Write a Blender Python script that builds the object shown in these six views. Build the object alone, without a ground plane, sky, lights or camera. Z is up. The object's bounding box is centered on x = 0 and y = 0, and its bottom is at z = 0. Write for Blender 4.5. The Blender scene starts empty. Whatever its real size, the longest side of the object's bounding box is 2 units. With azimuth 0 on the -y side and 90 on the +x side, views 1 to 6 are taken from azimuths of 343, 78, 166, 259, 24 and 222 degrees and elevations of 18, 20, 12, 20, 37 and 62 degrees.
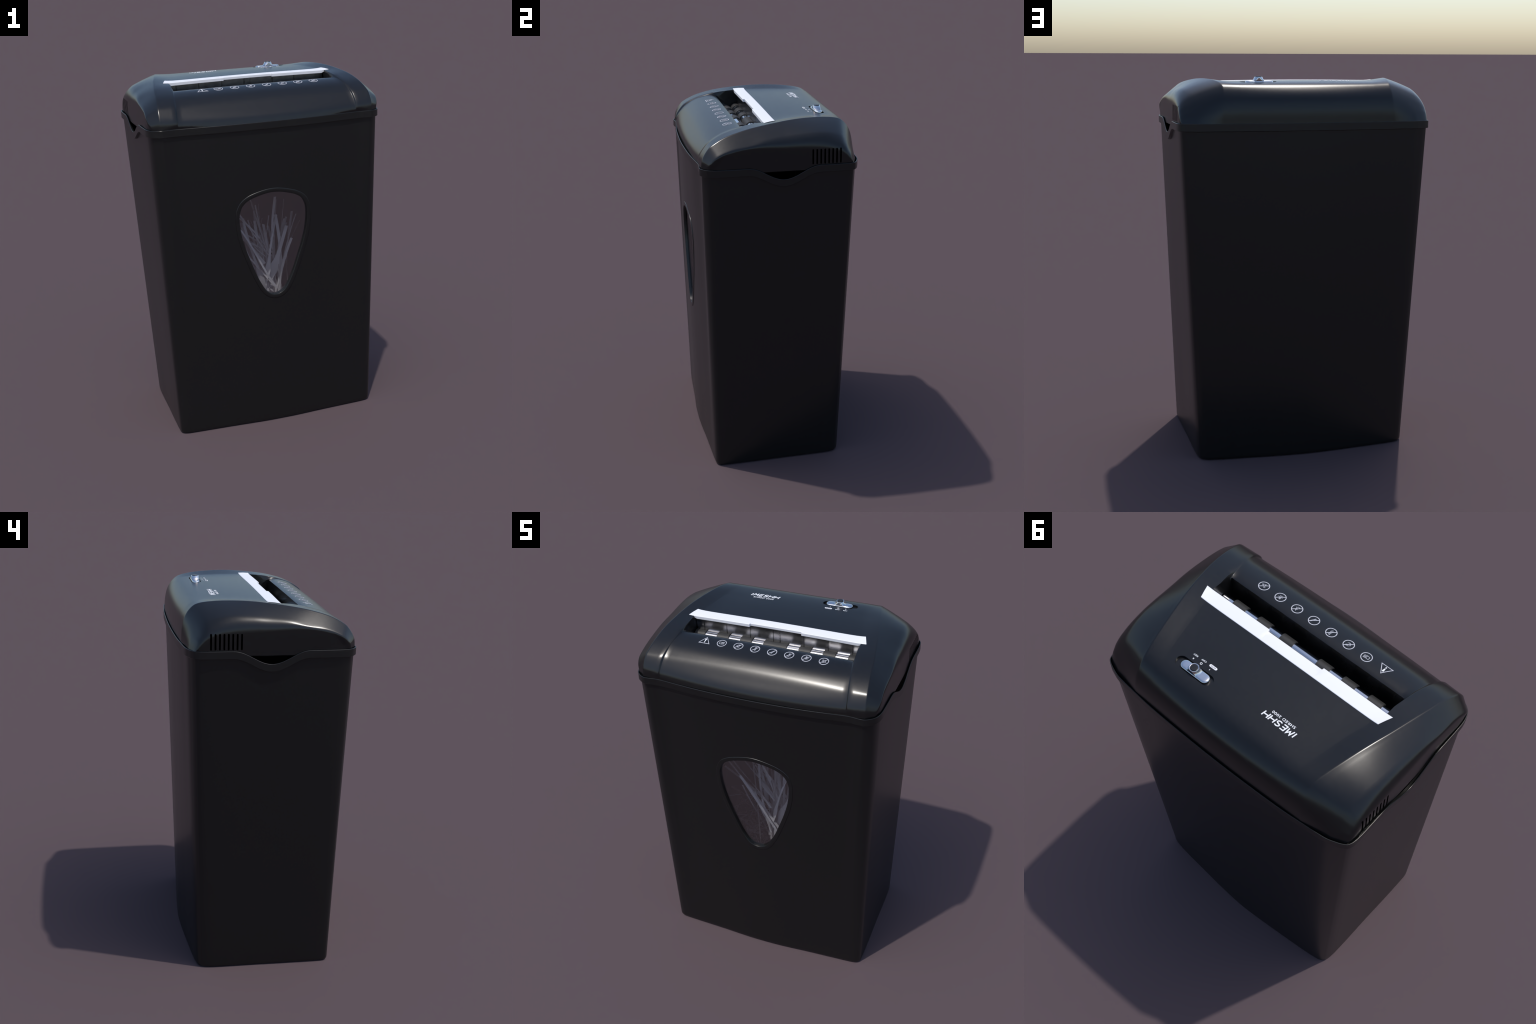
import bpy, bmesh, math, random
from mathutils import Vector, Matrix
from mathutils.bvhtree import BVHTree

rng = random.Random(11)
scene = bpy.context.scene
COL = scene.collection

# ------------------------------------------------------------------ helpers
def link(obj, parent=None):
    COL.objects.link(obj)
    if parent is not None:
        obj.parent = parent
    return obj

def mesh_from(name, verts, faces, smooth=True, angle=None):
    me = bpy.data.meshes.new(name)
    me.from_pydata([tuple(v) for v in verts], [], faces)
    me.validate()
    bm = bmesh.new(); bm.from_mesh(me)
    bmesh.ops.recalc_face_normals(bm, faces=bm.faces)
    bm.to_mesh(me); bm.free()
    if smooth:
        me.polygons.foreach_set("use_smooth", [True] * len(me.polygons))
        if angle is not None:
            me.set_sharp_from_angle(angle=math.radians(angle))
    return me

def add(name, me, mat, parent):
    ob = bpy.data.objects.new(name, me)
    if mat is not None:
        me.materials.clear()
        me.materials.append(mat)
    return link(ob, parent)

def catmull(pts, per, closed=False):
    """Catmull-Rom through points of any dimension, `per` samples a span."""
    n = len(pts); out = []
    spans = n if closed else n - 1
    for i in range(spans):
        if closed:
            a, b, c, d = (pts[(i + k) % n] for k in (-1, 0, 1, 2))
        else:
            b, c = pts[i], pts[i + 1]
            a = pts[i - 1] if i > 0 else [2 * q - r for q, r in zip(b, c)]
            d = pts[i + 2] if i + 2 < n else [2 * q - r for q, r in zip(c, b)]
        for s in range(per):
            t = s / per
            out.append([0.5 * (2 * q + (r - p) * t + (2 * p - 5 * q + 4 * r - w) * t * t
                               + (3 * q - p - 3 * r + w) * t ** 3) for p, q, r, w in zip(a, b, c, d)])
    if not closed:
        out.append(list(pts[-1]))
    return out

def mirror_loop(half):
    """half outline from front centre to back centre (x>=0) -> closed loop."""
    return half + [(-x, y) for x, y in reversed(half[1:-1])]

def inset(loop, d):
    n = len(loop); out = []
    for i in range(n):
        ax, ay = loop[i - 1]; bx, by = loop[(i + 1) % n]
        tx, ty = bx - ax, by - ay
        L = math.hypot(tx, ty) or 1
        out.append((loop[i][0] - ty / L * d, loop[i][1] + tx / L * d))
    return out

def loft(rings, closed_rings=False, cap_first=False, cap_last=False):
    n = len(rings[0]); V = [p for r in rings for p in r]; F = []
    m = len(rings)
    for i in range(m if closed_rings else m - 1):
        a, b = i * n, ((i + 1) % m) * n
        for j in range(n):
            k = (j + 1) % n
            F.append((a + j, a + k, b + k, b + j))
    if cap_first: F.append(tuple(range(n)))
    if cap_last: F.append(tuple((m - 1) * n + j for j in range(n)))
    return V, F

def boolean_cut(ob, cutter):
    md = ob.modifiers.new("cut", "BOOLEAN")
    md.operation = 'DIFFERENCE'; md.solver = 'EXACT'; md.object = cutter
    dg = bpy.context.evaluated_depsgraph_get()
    me = bpy.data.meshes.new_from_object(ob.evaluated_get(dg))
    ob.modifiers.clear()
    old = ob.data; name = old.name
    ob.data = me
    bpy.data.meshes.remove(old); me.name = name
    bpy.data.objects.remove(cutter)

def bvh_of(me):
    return BVHTree.FromPolygons([v.co.copy() for v in me.vertices], [tuple(p.vertices) for p in me.polygons])

# ------------------------------------------------------------------ materials
def material(name, color, rough, spec=0.5, metal=0.0, grain=None, rough_var=0.0, bump=None, coat=0.0):
    m = bpy.data.materials.new(name); m.use_nodes = True
    nt = m.node_tree; b = nt.nodes["Principled BSDF"]
    b.inputs["Base Color"].default_value = (*color, 1)
    b.inputs["Roughness"].default_value = rough
    b.inputs["Metallic"].default_value = metal
    b.inputs["Specular IOR Level"].default_value = spec
    b.inputs["Coat Weight"].default_value = coat
    tc = nt.nodes.new("ShaderNodeTexCoord")
    if grain:
        nz = nt.nodes.new("ShaderNodeTexNoise"); nz.inputs["Scale"].default_value = grain
        nz.inputs["Detail"].default_value = 4
        nt.links.new(tc.outputs["Object"], nz.inputs["Vector"])
        cr = nt.nodes.new("ShaderNodeValToRGB")
        cr.color_ramp.elements[0].position = 0.3; cr.color_ramp.elements[1].position = 0.7
        cr.color_ramp.elements[0].color = (*[c * 0.85 for c in color], 1)
        cr.color_ramp.elements[1].color = (*[c * 1.15 for c in color], 1)
        nt.links.new(nz.outputs["Fac"], cr.inputs["Fac"])
        nt.links.new(cr.outputs["Color"], b.inputs["Base Color"])
        if rough_var:
            mr = nt.nodes.new("ShaderNodeMapRange")
            mr.inputs["To Min"].default_value = rough - rough_var
            mr.inputs["To Max"].default_value = rough + rough_var
            nt.links.new(nz.outputs["Fac"], mr.inputs["Value"])
            nt.links.new(mr.outputs["Result"], b.inputs["Roughness"])
    if bump:
        n2 = nt.nodes.new("ShaderNodeTexNoise"); n2.inputs["Scale"].default_value = bump[0]
        n2.inputs["Detail"].default_value = 2
        nt.links.new(tc.outputs["Object"], n2.inputs["Vector"])
        bp = nt.nodes.new("ShaderNodeBump"); bp.inputs["Strength"].default_value = bump[1]
        bp.inputs["Distance"].default_value = 0.001
        nt.links.new(n2.outputs["Fac"], bp.inputs["Height"])
        nt.links.new(bp.outputs["Normal"], b.inputs["Normal"])
    return m

M_BIN = material("bin_black_plastic", (0.0075, 0.0077, 0.0077), 0.30, spec=0.5, grain=90, rough_var=0.02)
M_LID = material("lid_satin_plastic", (0.0068, 0.0068, 0.0072), 0.25, spec=0.5, grain=60, rough_var=0.015, bump=(520, 0.025))
M_DARK = material("dark_cavity", (0.0008, 0.0008, 0.0008), 0.9, spec=0.0)
M_WHITE = material("white_plastic", (0.80, 0.80, 0.83), 0.4)
M_PRINT = material("white_print", (0.80, 0.80, 0.82), 0.5)
M_ICON = material("grey_print", (0.46, 0.46, 0.50), 0.5)
M_CHROME = material("chrome", (0.75, 0.75, 0.76), 0.06, metal=1.0)
M_STEEL = material("roller_steel", (0.66, 0.67, 0.70), 0.12, metal=1.0)
M_RUBBER = material("roller_rubber", (0.028, 0.028, 0.028), 0.55)
M_PLATE = material("guide_plate_metal", (0.36, 0.36, 0.37), 0.24, metal=1.0, grain=40, rough_var=0.04)
M_KNOB = material("knob_black", (0.012, 0.012, 0.013), 0.3)
M_PAPER = material("shredded_paper", (0.80, 0.80, 0.80), 0.7)
M_INSIDE = material("bin_interior", (0.008, 0.008, 0.008), 0.7)
def glass():
    """thin clear plastic pane: see-through with an even mirror-like sheen"""
    m = bpy.data.materials.new("window_plastic"); m.use_nodes = True
    nt = m.node_tree
    nt.nodes.remove(nt.nodes["Principled BSDF"])
    tr = nt.nodes.new("ShaderNodeBsdfTransparent"); tr.inputs["Color"].default_value = (0.86, 0.86, 0.88, 1)
    gl = nt.nodes.new("ShaderNodeBsdfGlossy"); gl.inputs["Roughness"].default_value = 0.02
    gl.inputs["Color"].default_value = (0.9, 0.9, 0.9, 1)
    mx = nt.nodes.new("ShaderNodeMixShader"); mx.inputs["Fac"].default_value = 0.17
    nt.links.new(tr.outputs[0], mx.inputs[1]); nt.links.new(gl.outputs[0], mx.inputs[2])
    nt.links.new(mx.outputs[0], nt.nodes["Material Output"].inputs["Surface"])
    return m
M_GLASS = glass()

# ------------------------------------------------------------------ root
root = bpy.data.objects.new("paper_shredder", None)
link(root)
root["label"] = "tall black plastic paper shredder with tapered bin and window"
root["category"] = "paper shredder"

# ------------------------------------------------------------------ bin
RIM = [(0, -.452), (.12, -.450), (.30, -.4415), (.494, -.4215), (.560, -.4245), (.592, -.4255), (.62, -.411), (.643, -.388),
       (.656, -.35), (.660, -.30), (.6615, -.175), (.662, 0), (.662, .2), (.661, .33), (.652, .378), (.632, .397),
       (.60, .411), (.555, .4235), (.46, .4325), (.348, .4415), (.2, .447), (0, .450)]
BOT = [(0, -.403), (.11, -.401), (.27, -.391), (.44, -.383), (.50, -.380), (.53, -.378), (.556, -.375), (.576, -.366),
       (.587, -.348), (.589, -.30), (.587, -.17), (.582, 0), (.579, .18), (.575, .275), (.567, .318), (.556, .336),
       (.535, .350), (.49, .359), (.40, .369), (.30, .377), (.17, .388), (0, .396)]
PER = 8
rim_loop = [tuple(p) for p in catmull(mirror_loop(RIM), PER, True)]
top_loop = inset(rim_loop, .0115)
bot_loop = [tuple(p) for p in catmull(mirror_loop(BOT), PER, True)]
NB = len(rim_loop)
Z_BODY = 1.742

def notch(x, y):
    """finger notch in both short sides of the rim"""
    if abs(x) < .6 or abs(y - .008) > .19:
        return 0.0
    return .033 * (1 + math.cos(math.pi * (y - .008) / .19))

def body_ring(frac, d, zoff=0.0):
    out = []
    bl, tl = bot_loop, top_loop
    pts = []
    for i in range(NB):
        ztop = Z_BODY - notch(*rim_loop[i])
        z = frac * ztop + zoff
        t = z / 1.735
        pts.append((bl[i][0] + (tl[i][0] - bl[i][0]) * t, bl[i][1] + (tl[i][1] - bl[i][1]) * t, z))
    xy = inset([(p[0], p[1]) for p in pts], d)
    return [(a[0], a[1], p[2]) for a, p in zip(xy, pts)]

rings = [body_ring(0, .040), body_ring(0, .016), body_ring(0, .008, .0012), body_ring(0, .003, .0045), body_ring(0, .0006, .010)]
for k in range(0, 25):
    rings.append(body_ring(.012 + .988 * k / 24, 0))
rings.append(body_ring(1, .008))
for k in range(0, 9):
    rings.append(body_ring(1 - .985 * k / 8, .0085))
V, F = loft(rings, cap_first=True, cap_last=True)
bin_me = mesh_from("bin", V, F, True, 35)
bin_ob = add("bin", bin_me, M_BIN, root)
bin_bvh = bvh_of(bin_me)

def front_y(x, z):
    hit = bin_bvh.ray_cast(Vector((x, -2, z)), Vector((0, 1, 0)))
    return hit[0].y

# rim band round the mouth of the bin
prof = [(.020, -.0425), (.0125, -.0405), (.0012, -.0385), (0, -.037), (0, -.0018), (.0010, -.0003), (.0022, 0), (.0038, -.0004),
        (.0045, -.002), (.0050, -.033), (.020, -.035)]
rings = []
for d, dz in prof:
    lp = inset(rim_loop, d)
    rings.append([(p[0], p[1], 1.775 - notch(*q) + dz) for p, q in zip(lp, rim_loop)])
V, F = loft(rings, closed_rings=True)
add("rim", mesh_from("rim", V, F, True, 32), M_BIN, bin_ob)

# window in the front wall
WIN = [(0, 1.384), (.10, 1.366), (.16, 1.337), (.188, 1.295), (.196, 1.24), (.187, 1.155), (.165, 1.07), (.135, .985),
       (.10, .895), (.063, .826), (.032, .797), (0, .789)]
win_loop = [tuple(p) for p in catmull(mirror_loop([(x, z) for x, z in WIN]), 6, True)]
win_in = lambda d: inset(win_loop, -d)      # loop runs clockwise seen from front
def loop_area(l): return sum(l[i - 1][0] * l[i][1] - l[i][0] * l[i - 1][1] for i in range(len(l)))
SG = 1 if abs(loop_area(inset(win_loop, .01))) > abs(loop_area(win_loop)) else -1
def win_off(d): return inset(win_loop, SG * d)   # +d grows outward
hole = win_off(.010)
V, F = loft([[(x, -.50, z) for x, z in hole], [(x, -.35, z) for x, z in hole]], cap_first=True, cap_last=True)
cut = add("cut", mesh_from("cut", V, F, False), M_BIN, None)
boolean_cut(bin_ob, cut)
bin_ob.data.set_sharp_from_angle(angle=math.radians(35))

fprof = [(.0235, .004), (.0230, -.0010), (.0218, -.0024), (.0205, -.0028), (.0020, -.0028), (.0006, -.0022), (0, -.0008), (0, .030), (.018, .030), (.018, .004)]
rings = []
for d, dy in fprof:
    rings.append([(x, front_y(x, z) + dy, z) for x, z in win_off(d)])
V, F = loft(rings, closed_rings=True)
add("window_frame", mesh_from("window_frame", V, F, True, 55), M_BIN, bin_ob)
g = win_off(.004)
V, F = [], []
def pane_side(dy):
    fr = []
    for s in (1.0, .8, .6, .4, .2):
        fr.append([(x * s, front_y(x * s, 1.1 + (z - 1.1) * s) + dy, 1.1 + (z - 1.1) * s) for x, z in g])
    return fr
A = pane_side(.010); B = pane_side(.014)
V, F = loft(list(reversed(A)) + B, cap_first=True, cap_last=True)
add("window_pane", mesh_from("window_pane", V, F, True, 50), M_GLASS, bin_ob)

# ------------------------------------------------------------------ shredded paper
def ribbon(name, length, width, seed, flare=0.0):
    r = random.Random(seed)
    n = 22; V, F = [], []
    bend = r.uniform(-.25, .25); bend2 = r.uniform(-.3, .3); tw0 = r.uniform(0, math.pi); tw = r.uniform(-2.2, 2.2)
    kink = r.uniform(.3, .7); p = Vector((0, 0, 0)); d = Vector((0, 0, 1))
    th = .0006
    for i in range(n + 1):
        t = i / n
        a = tw0 + tw * (1 / (1 + math.exp(-(t - kink) * 9)))
        side = Vector((math.cos(a), math.sin(a), 0))
        nor = Vector((-math.sin(a), math.cos(a), 0))
        for sx, sn in ((-1, -1), (1, -1), (1, 1), (-1, 1)):
            V.append(p + side * (width / 2 * sx * (1 + flare * math.exp(-((t - kink) / .10) ** 2))) + nor * (th * sn))
        d = Vector((bend * t + .12 * math.sin(4 * t + seed), bend2 * t * t, 1)).normalized()
        p = p + d * (length / n)
    for i in range(n):
        for k in range(4):
            a, b = i * 4 + k, i * 4 + (k + 1) % 4
            F.append((a, b, b + 4, a + 4))
    F += [(0, 1, 2, 3), (n * 4, n * 4 + 1, n * 4 + 2, n * 4 + 3)]
    return mesh_from(name, V, F, True, 40)

kinds = []
for k in range(12):
    me = ribbon("paper_strip_%c" % (97 + k), rng.uniform(.42, .58), rng.choice([.013, .014, .016, .019]), k, 1.8 if k % 4 == 0 else 0)
    me.materials.append(M_PAPER); kinds.append(me)
def place_strip(x, y, z, lean_x, lean_y, spin, me, sc=1.0):
    ob = bpy.data.objects.new("paper_strip", me)
    link(ob, bin_ob)
    up = Vector((lean_x, lean_y, 1)).normalized()
    q = Vector((0, 0, 1)).rotation_difference(up)
    ob.matrix_local = Matrix.Translation((x, y, z)) @ q.to_matrix().to_4x4() @ Matrix.Rotation(spin, 4, 'Z') @ Matrix.Scale(sc, 4)
for i in range(46):         # loose sheaf rising from the pile, behind the sunlit zone next to the pane
    bx = rng.gauss(.04, .045); bz = rng.uniform(.58, .72)
    place_strip(bx, -.415 + rng.uniform(.19, .28), bz, rng.gauss(.03, .20), rng.uniform(-.02, .28), rng.uniform(0, 6.28), rng.choice(kinds), rng.uniform(.85, 1.12))
for i in range(8):          # a few fall across to the side
    bx = rng.uniform(.0, .10); bz = rng.uniform(.80, .98)
    place_strip(bx, -.415 + rng.uniform(.20, .27), bz, rng.uniform(-1.3, -.4), rng.uniform(.1, .5), rng.uniform(0, 6.28), rng.choice(kinds), rng.uniform(.6, .85))
for i in range(4):
    bx = rng.uniform(.0, .09); bz = rng.uniform(.74, .98)
    place_strip(bx, -.415 + rng.uniform(.15, .20), bz, rng.uniform(-.75, -.45), rng.uniform(-.05, .2), rng.uniform(0, 6.28), rng.choice(kinds), rng.uniform(.7, .95))

V, F = [], []
for i in range(420):       # settled shreds filling the lower bin, joined
    src = kinds[i % len(kinds)]
    M = (Matrix.Translation((rng.uniform(-.36, .36), rng.uniform(-.24, .24), rng.uniform(.12, .62)))
         @ Matrix.Rotation(rng.uniform(0, 6.28), 4, 'Z') @ Matrix.Rotation(rng.uniform(1.1, 2.0), 4, 'X') @ Matrix.Scale(.42, 4))
    o = len(V)
    for v in src.vertices:
        q = M @ v.co
        V.append(Vector((max(-.50, min(.50, q.x)), max(-.32, min(.30, q.y)), max(.03, q.z))))
    F += [tuple(o + q for q in p.vertices) for p in src.polygons]
pile = add("paper_pile", mesh_from("paper_pile", V, F, True, 40), M_PAPER, bin_ob)
pile["kind"] = "stuff"

# ------------------------------------------------------------------ lid: net of lengthwise curves, front to back
CEN = [(-.445, 1.765), (-.435, 1.811), (-.399, 1.855), (-.353, 1.8975), (-.292, 1.9275), (-.2, 1.951), (-.12, 1.9645), (-.006, 1.9718),
       (.08, 1.9752), (.166, 1.9765), (.26, 1.9742), (.335, 1.9665), (.378, 1.948), (.420, 1.905), (.437, 1.845), (.442, 1.765)]
CREST = [(.596, -.417, 1.765), (.595, -.411, 1.819), (.592, -.381, 1.869), (.588, -.35, 1.894), (.577, -.285, 1.926), (.566, -.2, 1.950),
         (.551, -.12, 1.965), (.527, -.006, 1.979), (.505, .08, 1.9855), (.483, .166, 1.9865), (.46, .26, 1.9815), (.441, .340, 1.968),
         (.435, .380, 1.944), (.437, .410, 1.90), (.442, .425, 1.84), (.45, .429, 1.765)]
SEAM = [.500, .4985, .494, .488, .477, .461, .45, .43, .41, .39, .37, .35, .345, .345, .35, .355]
STEP = [.003, .007, .0075, .006, .003, .0095, .045, 0, 0, 0, 0, 0, 0, 0, 0, 0]
FIL = [(.634, -.387, 1.765), (.640, -.380, 1.802), (.648, -.352, 1.836), (.647, -.315, 1.857), (.642, -.25, 1.880), (.635, -.16, 1.900),
       (.629, -.08, 1.916), (.620, .02, 1.9265), (.616, .10, 1.933), (.611, .18, 1.935), (.602, .25, 1.929), (.590, .315, 1.911),
       (.580, .350, 1.886), (.574, .376, 1.85), (.573, .396, 1.81), (.578, .410, 1.765)]
WALL = [1.765, 1.790, 1.818, 1.840, 1.861, 1.872, 1.870, 1.865, 1.861, 1.857, 1.850, 1.838, 1.822, 1.803, 1.785, 1.765]
BASE = [(.648, -.348), (.651, -.335), (.6525, -.315), (.653, -.295), (.653, -.25), (.653, -.18), (.653, -.11), (.653, 0), (.653, .08),
        (.653, .166), (.652, .25), (.651, .30), (.651, .328), (.650, .346), (.647, .363), (.638, .382)]
R = 9
cen = catmull(CEN, R); crest = catmull(CREST, R); fil = catmull(FIL, R)
base = catmull([(x, y, 1.765) for x, y in BASE], R)
wallz = [p[0] for p in catmull([(v,) for v in WALL], R)]
seam = [p[0] for p in catmull([(v,) for v in SEAM], R)]
step = [max(0, p[0]) for p in catmull([(v,) for v in STEP], R)]
NR = len(cen)

def on_top(i, x):
    """top skin between the two crests, row i"""
    c, k = cen[i], crest[i]
    u = x / k[0]
    w = u * u
    f = min(1, max(0, (c[0] + .22) / .15))          # behind the slot the skin stays flat and rises only close to the crest
    wz = w * (1 - f) + u ** 9 * f
    g = f * min(1, max(0, (.36 - c[0]) / .16))
    sag = .0058 * g * w * (1 - u ** 8)              # the top is slightly arched across
    return Vector((x, c[0] + (k[1] - c[0]) * w, c[1] + (k[2] - c[1]) * wz - sag))

def row_normal(i):
    a, b = cen[max(i - 1, 0)], cen[min(i + 1, NR - 1)]
    return Vector((0, -(b[1] - a[1]), b[0] - a[0])).normalized()

cols = []
NP = 18
for i in range(NR):
    K = Vector(crest[i]); Fp = Vector(fil[i]); Bp = Vector(base[i])
    nrm = row_normal(i); xs = seam[i]
    row = []
    for j in range(NP + 1):
        row.append(on_top(i, xs * j / NP) - nrm * step[i])
    for dx, f in ((.0015, .92), (.004, .55), (.0065, .15), (.009, 0.0)):
        row.append(on_top(i, xs + dx) - nrm * step[i] * f)
    S = row[-1]
    for t in (.25, .5, .75):
        row.append(S.lerp(K, t))
    inw = (S - K).normalized(); outw = (Fp - K)
    LF = outw.length; outw.normalize()
    e = .0035
    row.append(K + inw * e * 1.6)
    row.append(K + inw * e * .5)
    row.append(K + outw * e * .5)
    row.append(K + outw * e * 1.6)
    # shoulder: from the crest out to the fillet line, round it into an almost upright wall, then down to the base
    end = Vector((.73, 0, -.68)) if i > R else outw
    live = min(1, max(0, (wallz[i] - 1.765) / .03))
    end2 = outw.lerp((end + outw * .8).normalized(), live)
    end = outw.lerp((end + outw * 4).normalized(), live)
    beg = (outw * 2 - end).normalized()
    A1 = K + beg * LF * .33; A2 = Fp - end * LF * .33
    for q in range(1, 11):
        t = .06 + .94 * q / 10 if q else 0
        row.append(K * (1 - t) ** 3 + A1 * (3 * t * (1 - t) ** 2) + A2 * (3 * t * t * (1 - t)) + Fp * t ** 3)
    W = Vector((Bp.x - .0012, Fp.y + (Bp.y - Fp.y) * .8, max(wallz[i], Bp.z)))
    D = (Fp - W).length
    P1 = Fp + end2 * D * .38
    P2 = W + Vector((0, 0, 1)) * D * .38 if live > 0 else Fp.lerp(W, .66)
    P2 = Fp.lerp(W, .66).lerp(P2, live); P1 = Fp.lerp(W, .33).lerp(P1, live)
    for q in range(1, 11):
        t = q / 10
        row.append(Fp * (1 - t) ** 3 + P1 * (3 * t * (1 - t) ** 2) + P2 * (3 * t * t * (1 - t)) + W * t ** 3)
    for q in range(1, 6):
        row.append(W.lerp(Bp, q / 5))
    cols.append(row)
# smooth the base ends so the boundary rows stay on one level
for i in (0, NR - 1):
    for p in cols[i]: p.z = 1.765
# the base must sit inside the rim band
def rim_front(x):
    x = abs(x)
    for a, b in zip(RIM[:9], RIM[1:9]):
        if a[0] <= x <= b[0]:
            return a[1] + (b[1] - a[1]) * (x - a[0]) / (b[0] - a[0])
    return -9
for row in cols:
    for p in row:
        if p.z < 1.80 and p.y < -.36:
            lim = rim_front(p.x) + .0052 - max(0, p.z - 1.774) * .25
            if p.y < lim: p.y = lim
full = []
for row in cols:
    left = [Vector((-p.x, p.y, p.z)) for p in reversed(row[1:])]
    full.append(left + row)
NCOL = len(full[0])
V = [p for r in full for p in r]
F = []
for i in range(NR - 1):
    for j in range(NCOL - 1):
        a = i * NCOL + j
        F.append((a, a + 1, a + 1 + NCOL, a + NCOL))
top_faces = len(F)
bound = [j for j in range(NCOL)] + [i * NCOL + NCOL - 1 for i in range(1, NR)] + \
        [(NR - 1) * NCOL + j for j in range(NCOL - 2, -1, -1)] + [i * NCOL for i in range(NR - 2, 0, -1)]
prev = bound
for dz, s in ((-.014, 1.0), (-.02, .985)):
    o = len(V)
    for b in bound:
        p = V[b]
        V.append(Vector((p.x * s, p.y * s, p.z + dz)))
    cur = list(range(o, o + len(bound)))
    for j in range(len(bound)):
        k = (j + 1) % len(bound)
        F.append((prev[j], prev[k], cur[k], cur[j]))
    prev = cur
F.append(tuple(prev))
lid_me = mesh_from("lid", V, F, True, 60)
lid = add("lid", lid_me, M_LID, root)
lid_me.materials.append(M_DARK)
lid_bvh = bvh_of(lid_me)
def lid_hit(x, y):
    h = lid_bvh.ray_cast(Vector((x, y, 3)), Vector((0, 0, -1)))
    return h[0], h[1]

# --- feed slot
def box_cut(x0, x1, y0, y1, z0, z1, idx=0):
    vs = [(x, y, z) for z in (z0, z1) for x, y in ((x0, y0), (x1, y0), (x1, y1), (x0, y1))]
    me = mesh_from("cut", vs, [(0, 3, 2, 1), (4, 5, 6, 7), (0, 1, 5, 4), (1, 2, 6, 5), (2, 3, 7, 6), (3, 0, 4, 7)], False)
    me.materials.append(M_LID); me.materials.append(M_DARK)
    for p in me.polygons: p.material_index = idx
    ob = bpy.data.objects.new("cut", me); link(ob); return ob
SLX, SLF, SLB = .458, -.179, -.016
boolean_cut(lid, box_cut(-SLX, SLX, SLF, SLB, 1.80, 2.1))

# --- vents on both short sides (rounded slits)
def slit_mesh(half_w, z0, z1, x0, x1, y):
    pts = []
    for k in range(9):
        a = math.pi * k / 8
        pts.append((y + half_w * math.cos(a), z1 - half_w + half_w * math.sin(a)))
    for k in range(9):
        a = math.pi + math.pi * k / 8
        pts.append((y + half_w * math.cos(a), z0 + half_w + half_w * math.sin(a)))
    return loft([[(x0, p[0], p[1]) for p in pts], [(x1, p[0], p[1]) for p in pts]], cap_first=True, cap_last=True)
V, F = [], []
for sx in (-1, 1):
    for k in range(8):
        v, f = slit_mesh(.0045, 1.7785, 1.858, sx * .605, sx * .70, .159 + .0212 * k)
        o = len(V); V += v; F += [tuple(o + q for q in ff) for ff in f]
me = mesh_from("cut", V, F, False)
me.materials.append(M_LID); me.materials.append(M_DARK)
for p in me.polygons: p.material_index = 1
c = bpy.data.objects.new("cut", me); link(c)
boolean_cut(lid, c)

# --- recess of the slide switch
def stadium(cx, cy, hl, hw, n=10):
    pts = []
    for k in range(n + 1):
        a = -math.pi / 2 + math.pi * k / n
        pts.append((cx + hl - hw + hw * math.cos(a), cy + hw * math.sin(a)))
    for k in range(n + 1):
        a = math.pi / 2 + math.pi * k / n
        pts.append((cx - hl + hw + hw * math.cos(a), cy + hw * math.sin(a)))
    return pts
SWX, SWY = .2345, .2785
st = stadium(SWX, SWY, .0955, .0255)
V, F = loft([[(x, y, 1.962) for x, y in st], [(x, y, 2.1) for x, y in st]], cap_first=True, cap_last=True)
me = mesh_from("cut", V, F, False); me.materials.append(M_LID)
c = bpy.data.objects.new("cut", me); link(c)
boolean_cut(lid, c)
lid.data.polygons.foreach_set("use_smooth", [True] * len(lid.data.polygons))
lid.data.set_sharp_from_angle(angle=math.radians(38))

# ------------------------------------------------------------------ slide switch
pl = [(.0, .0, -.014), (.0, .0, .0005), (.0012, .0, .0030), (.0035, .0, .0048), (.007, .0, .0058), (.012, .0, .0063), (.019, .0, .0065)]
rings = []
for d, _, dz in pl:
    rings.append([(x, y, lid_hit(SWX, SWY)[0].z + dz) for x, y in stadium(SWX - .005, SWY + .001, .0725 - d, .0215 - d)])
V, F = loft(rings, cap_first=True, cap_last=True)
sw = add("switch_slider", mesh_from("switch_slider", V, F, True, 50), M_CHROME, lid)
def lathe(name, prof, cx, cy, n=40):
    rings = [[(cx + r * math.cos(2 * math.pi * k / n), cy + r * math.sin(2 * math.pi * k / n), z) for k in range(n)] for r, z in prof]
    V, F = loft(rings, cap_first=True, cap_last=True)
    return mesh_from(name, V, F, True, 45)
KX, KY = .2335, .279
# squash base of the flared knob to the slider width
kp = [(.0310, 1.9785), (.0290, 1.9805), (.0262, 1.9840), (.0240, 1.9875), (.0222, 1.9915), (.0210, 1.9950), (.0200, 1.9966), (.0175, 1.9968), (.0158, 1.9955)]
me = lathe("switch_knob", kp, KX, KY)
for v in me.vertices:
    lim = .0205
    if abs(v.co.y - KY) > lim: v.co.y = KY + math.copysign(lim, v.co.y - KY)
add("switch_knob", me, M_CHROME, sw)
add("knob_cap", lathe("knob_cap", [(.0155, 1.990), (.0155, 1.9985), (.0145, 1.9997), (.010, 2.0)], KX, KY), M_KNOB, sw)

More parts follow.
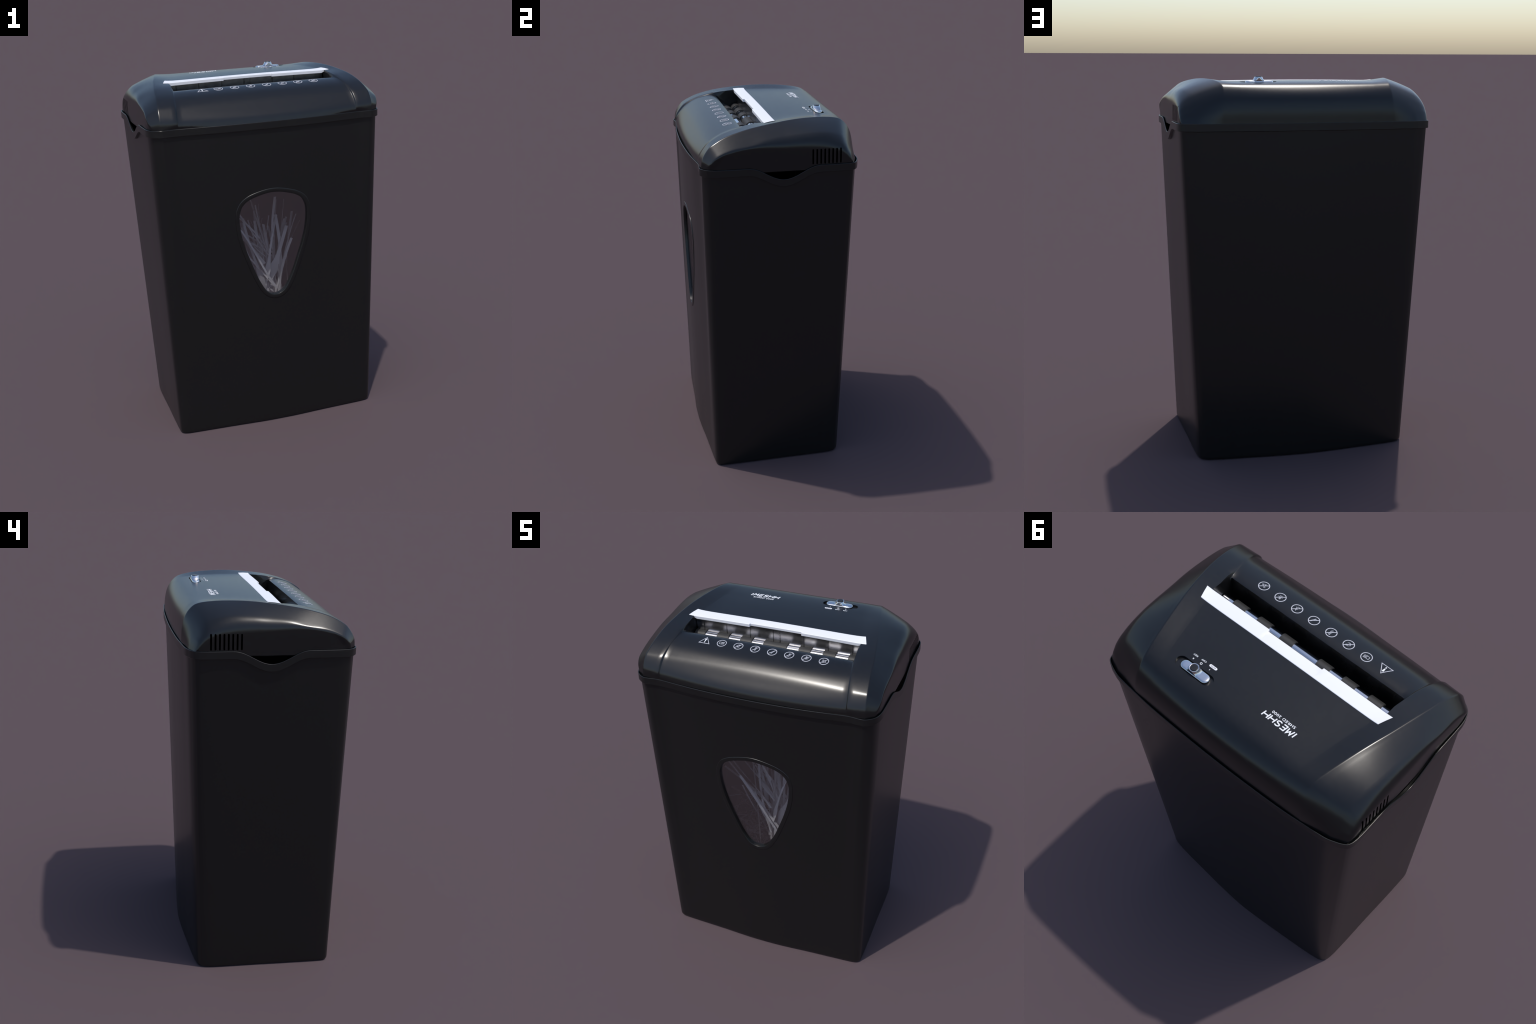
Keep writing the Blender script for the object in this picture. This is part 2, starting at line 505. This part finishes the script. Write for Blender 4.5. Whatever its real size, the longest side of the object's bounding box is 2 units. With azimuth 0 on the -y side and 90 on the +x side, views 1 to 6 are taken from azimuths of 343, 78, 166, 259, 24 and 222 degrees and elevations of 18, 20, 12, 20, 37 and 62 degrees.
# ------------------------------------------------------------------ white feed guard along the slot
def guard():
    n = 60; rings = []
    for i in range(n + 1):
        u = -1 + 2 * i / n
        rings.append(u)
    us = sorted(set([round(-.1405 + .281 * i / 12, 5) for i in range(13)] + [-.1425, .1425] +
                    [round(s * (.1425 + (.486 - .1425) * i / 16), 5) for s in (-1, 1) for i in range(1, 17)]))
    V, F = [], []
    for u in us:
        fx = u                                  # front x
        bx = u * .464 / .486                    # back edge is shorter
        yf = -.0545 if abs(u) < .1415 else -.0645
        yb = -.001
        zt = lambda x, y: 1.9705 + (.0 if True else 0)
        zf = max(1.9722 - .0215 * u * u, lid_hit(fx, yf)[0].z + .0016)
        zb = lid_hit(bx, .002)[0].z + .0016
        # concave flare under both ends
        e = max(0, (abs(u) - .450) / .036)
        drop = (.0120 if abs(u) < .1415 else .0150) * (1 - e ** .6) + .0012
        zm = max((zf + zb) / 2 + .0012, lid_hit((fx + bx) / 2, (yf + yb) / 2)[0].z + .0014)
        V += [(fx, yf, zf - .0012), (fx, yf + .0012, zf), ((fx + bx) / 2, (yf + yb) / 2, zm), (bx, yb - .0015, zb), (bx, yb, zb - .001),
              (bx, yb, zb - .004), (bx, yb - .02, zb - drop), (fx, yf + .003, zf - drop - .0008), (fx, yf + .0008, zf - drop)]
    m = 9
    for i in range(len(us) - 1):
        for k in range(m):
            a, b = i * m + k, i * m + (k + 1) % m
            F.append((a, b, b + m, a + m))
    F += [tuple(range(m)), tuple((len(us) - 1) * m + k for k in range(m))]
    return mesh_from("feed_guard", V, F, True, 30)
add("feed_guard", guard(), M_WHITE, lid)

# ------------------------------------------------------------------ guide plate behind the slot, in eight panels with ribs
edges = [-.457, -.411, -.281, -.148, -.018, .018, .149, .281, .411, .457]
def bevel_box(name, x0, x1, y0, y1, z0, z1, bev):
    me = bpy.data.meshes.new(name); bm = bmesh.new()
    bmesh.ops.create_cube(bm, size=1)
    for v in bm.verts:
        v.co = Vector(((x0 + x1) / 2 + v.co.x * (x1 - x0), (y0 + y1) / 2 + v.co.y * (y1 - y0), (z0 + z1) / 2 + v.co.z * (z1 - z0)))
    bmesh.ops.bevel(bm, geom=bm.edges[:], offset=bev, segments=2, affect='EDGES')
    bm.to_mesh(me); bm.free()
    me.polygons.foreach_set("use_smooth", [True] * len(me.polygons)); me.set_sharp_from_angle(angle=math.radians(40))
    return me
for a, b in zip(edges[:-1], edges[1:]):
    add("guide_plate", bevel_box("guide_plate", a + .0012, b - .0012, -.045, -.030, 1.872, 1.962, .0012), M_PLATE, lid)

# ------------------------------------------------------------------ rollers: two interleaved shafts
def cyl_x(name, x0, x1, y, z, r, bev):
    n = 40
    prof = [(x0, r - bev), (x0 + bev, r), (x1 - bev, r), (x1, r - bev)]
    rings = [[(x, y + q * math.cos(2 * math.pi * k / n), z + q * math.sin(2 * math.pi * k / n)) for k in range(n)] for x, q in prof]
    V, F = loft(rings, cap_first=True, cap_last=True)
    return mesh_from(name, V, F, True, 40)
ZR, RR, RS = 1.853, .032, .0272
rear_gap = [(.065, .130), (.195, .261), (.329, .396)]
gaps = [(-b, -a) for a, b in reversed(rear_gap)] + rear_gap
YR, YF = -.0575, -.1205
for y in (YR, YF):
    add("roller_shaft", cyl_x("roller_shaft", -.455, .455, y, ZR, RS, .001), M_STEEL, lid)
x = -.4555
for a, b in gaps + [(.4555, None)]:
    add("roller", cyl_x("roller", x, a, YR, ZR, RR, .0015), M_RUBBER, lid)
    x = b
for a, b in gaps:
    add("roller", cyl_x("roller", a - .001, b + .001, YF, ZR, RR, .0015), M_RUBBER, lid)

# ------------------------------------------------------------------ printed marks, laid on the lid skin
H = .0007
def drape(x, y, h=H):
    p, n = lid_hit(x, y)
    return p + Vector((0, 0, h))

class Marks:
    def __init__(self): self.V, self.F, self.lift = [], [], 0.0
    def poly(self, pts):
        o = len(self.V); n = len(pts)
        self.V += [drape(x, y, H + self.lift) for x, y in pts] + [drape(x, y, -.001) for x, y in pts]
        self.F.append(tuple(o + k for k in range(n)))
        for k in range(n):
            q = (k + 1) % n
            self.F.append((o + k, o + n + k, o + n + q, o + q))
    def stroke(self, pts, w, closed=False):
        self.lift += .00010                # overlapping strokes never share a plane
        fine = []
        for i, p in enumerate(pts):
            fine.append(p)
            if i < len(pts) - 1 or closed:
                q = pts[(i + 1) % len(pts)]
                m = int(math.hypot(q[0] - p[0], q[1] - p[1]) / .005)
                fine += [(p[0] + (q[0] - p[0]) * k / (m + 1), p[1] + (q[1] - p[1]) * k / (m + 1)) for k in range(1, m + 1)]
        pts = fine
        n = len(pts); L, Rr = [], []
        for i in range(n):
            a = pts[i - 1] if (closed or i > 0) else pts[i]
            b = pts[(i + 1) % n] if (closed or i < n - 1) else pts[i]
            p = pts[i]
            def unit(u, v):
                l = math.hypot(v[0] - u[0], v[1] - u[1]) or 1
                return ((v[0] - u[0]) / l, (v[1] - u[1]) / l)
            d1 = unit(a, p) if a != p else unit(p, b)
            d2 = unit(p, b) if b != p else d1
            nx, ny = -(d1[1] + d2[1]), d1[0] + d2[0]
            l = math.hypot(nx, ny) or 1; nx /= l; ny /= l
            c = max(.45, nx * -d1[1] + ny * d1[0])
            s = w / 2 / c
            L.append((p[0] + nx * s, p[1] + ny * s)); Rr.append((p[0] - nx * s, p[1] - ny * s))
        for i in range(n if closed else n - 1):
            k = (i + 1) % n
            self.poly([L[i], Rr[i], Rr[k], L[k]])
    def mesh(self, name):
        return mesh_from(name, self.V, self.F, False)

def circ(cx, cy, r, n=36, ry=None):
    return [(cx + r * math.cos(2 * math.pi * k / n), cy + (ry or r) * math.sin(2 * math.pi * k / n)) for k in range(n)]

IX = [-.314, -.223, -.131, -.040, .052, .143, .234, .325]
IY = -.2345
# small pictograms in a unit square (-1..1); tuples: (width, closed, points)
PIC = {
    1: [(.13, True, [(-.65, -.30), (.0, -.42), (.0, .32), (-.65, .38)]), (.13, True, [(.0, -.42), (.62, -.25), (.62, .45), (.0, .32)]),
        (.10, True, [(.18, -.08), (.42, -.04), (.42, .22), (.18, .18)])],
    2: [(.09, True, [(-.5, .0), (-.1, .45), (.35, .55), (.55, .3), (.2, .1), (-.1, -.1)]), (.09, False, [(-.45, -.15), (-.2, -.45), (.2, -.5), (.45, -.2)]),
        (.08, False, [(-.3, -.25), (.0, -.4), (.3, -.35)]), (.08, False, [(.0, .3), (.35, .38)])],
    3: [(.11, True, [(-.1, .75), (.25, .75), (.2, .45), (-.05, .45)]), (.09, True, [(-.05, .42), (.2, .42), (.3, -.3), (.05, -.65), (-.2, -.3)]),
        (.08, False, [(-.12, -.1), (.25, .0)]), (.08, False, [(-.15, -.3), (.28, -.2)])],
    4: [(.09, True, [(.1, .1), (.45, .65), (.6, .55), (.3, .0)]), (.09, True, [(.1, .1), (.3, .0), (.0, -.6), (-.35, -.45)]), (.07, False, [(-.15, -.45), (.1, -.05)]),
        (.07, False, [(-.05, -.5), (.18, -.05)])],
    5: [(.09, True, [(-.3, -.55), (.1, -.6), (.25, .1), (-.1, .2)]), (.16, False, [(.0, .25), (.1, .5), (-.1, .6)]), (.08, False, [(.3, -.1), (.45, -.4)])],
    6: [(.16, True, circ(-.1, .42, .15, 10)), (.09, False, [(-.55, -.1), (-.1, .15), (.3, -.05), (.6, .05)]), (.09, False, [(-.4, -.35), (.1, -.2), (.4, -.45)]),
        (.08, False, [(-.2, -.5), (.2, -.4)])],
    7: [(.10, True, circ(.15, -.2, .26, 14)), (.16, False, [(.38, -.05), (.62, -.2), (.4, -.4)]), (.09, True, [(-.4, .1), (-.1, .15), (-.15, .45), (-.45, .4)]),
        (.09, False, [(-.2, -.35), (.0, -.55), (-.3, -.6)]), (.1, False, [(.2, .35), (.45, .3)])],
}
for k, cx in enumerate(IX):
    mk = Marks(); r = .0235
    if k == 0:
        a = .0285
        mk.stroke([(cx, IY + a * .86), (cx - a * .98, IY - a * .72), (cx + a * .98, IY - a * .72)], .0030, True)
        add("warning_icon", mk.mesh("warning_icon"), M_ICON, lid)
        m2 = Marks()
        for y0, y1, w0, w1 in ((-.006, -.001, .0018, .0026), (-.001, .004, .0026, .0034), (.004, .009, .0034, .0042), (.009, .013, .0042, .0030)):
            m2.poly([(cx - w0, IY + y0), (cx + w0, IY + y0), (cx + w1, IY + y1), (cx - w1, IY + y1)])
        m2.poly(circ(cx, IY - .0118, .0032, 12))
        add("exclamation_mark", m2.mesh("exclamation_mark"), M_PRINT, lid)
        continue
    mk.stroke(circ(cx, IY, r), .0034, True)
    if k > 1:
        s = r * .70
        mk.stroke([(cx - s, IY - s), (cx + s, IY + s)], .0032)
    for w, closed, pts in PIC[k]:
        mk.stroke([(cx + px * r * .82, IY + py * r * .82) for px, py in pts], w * r * .62, closed)
    add("warning_icon", mk.mesh("warning_icon"), M_ICON, lid)

def text_mesh(name, body, x0, x1, y0, y1, bold=.0, shear=.0, spacing=1.0, mat=None, h=H):
    cu = bpy.data.curves.new("t", "FONT")
    cu.body = body; cu.size = 1; cu.offset = bold; cu.shear = shear; cu.space_character = spacing
    cu.extrude = .02; cu.resolution_u = 3
    ob = bpy.data.objects.new("t", cu); link(ob)
    dg = bpy.context.evaluated_depsgraph_get(); dg.update()
    me = bpy.data.meshes.new_from_object(ob.evaluated_get(dg))
    bpy.data.objects.remove(ob)
    xs = [v.co.x for v in me.vertices]; ys = [v.co.y for v in me.vertices]
    ax, bx, ay, by = min(xs), max(xs), min(ys), max(ys)
    for v in me.vertices:
        x = x0 + (v.co.x - ax) / (bx - ax) * (x1 - x0)
        y = y0 + (v.co.y - ay) / (by - ay) * (y1 - y0)
        v.co = drape(x, y, h if v.co.z > 0 else -.0012)
    me.name = name
    return add(name, me, mat or M_PRINT, lid)
# bold slanted capitals built from thick strokes
LET = {"I": (.10, [[(.05, 0), (.05, 1)]]),
       "M": (1.0, [[(0, 0), (.16, 1), (.50, .38), (.84, 1), (1.0, 0)]]),
       "E": (.70, [[(.70, 1), (0, 1), (0, 0), (.70, 0)], [(0, .5), (.62, .5)]]),
       "S": (.74, [[tuple(p) for p in catmull([(.72, .90), (.40, 1.0), (.06, .88), (.06, .62), (.38, .50), (.68, .38), (.68, .12), (.36, 0), (.0, .10)], 5)]]),
       "H": (.92, [[(0, 0), (0, 1)], [(.92, 0), (.92, 1)], [(0, .5), (.92, .5)]])}
mk = Marks(); X, Y0, HT, WD, SW = -.2568, .2328, .0242, .0256, .0050
for ch in "IMESHH":
    w, strokes = LET[ch]
    for st in strokes:
        mk.stroke([(X + px * WD + (py - .5) * .0050, Y0 + py * HT) for px, py in st], SW)
    X += w * WD + .0088
add("brand_lettering", mk.mesh("brand_lettering"), M_PRINT, lid)
text_mesh("model_lettering", "SHRED 2000", -.2375, -.1225, .2125, .2245, bold=.008, spacing=1.1)
text_mesh("switch_lettering", "OFF", .2245, .2485, .2165, .2240, bold=.005)
text_mesh("switch_lettering", "REV", .2690, .2910, .2180, .2255, bold=.005)
text_mesh("switch_lettering", "R", .2745, .2805, .2365, .2430, bold=.02)
text_mesh("switch_lettering", "AUTO", .1745, .2005, .2165, .2225, bold=.005, mat=M_KNOB, h=.0011)
mk = Marks()
mk.poly(stadium(.1875, .2195, .0195, .0058, 8))
mk.stroke([(.1915, .2345), (.1915, .2405)], .0018)
mk.stroke(circ(.2365, .2375, .0042, 16), .0020, True)
add("switch_marking", mk.mesh("switch_marking"), M_PRINT, lid)
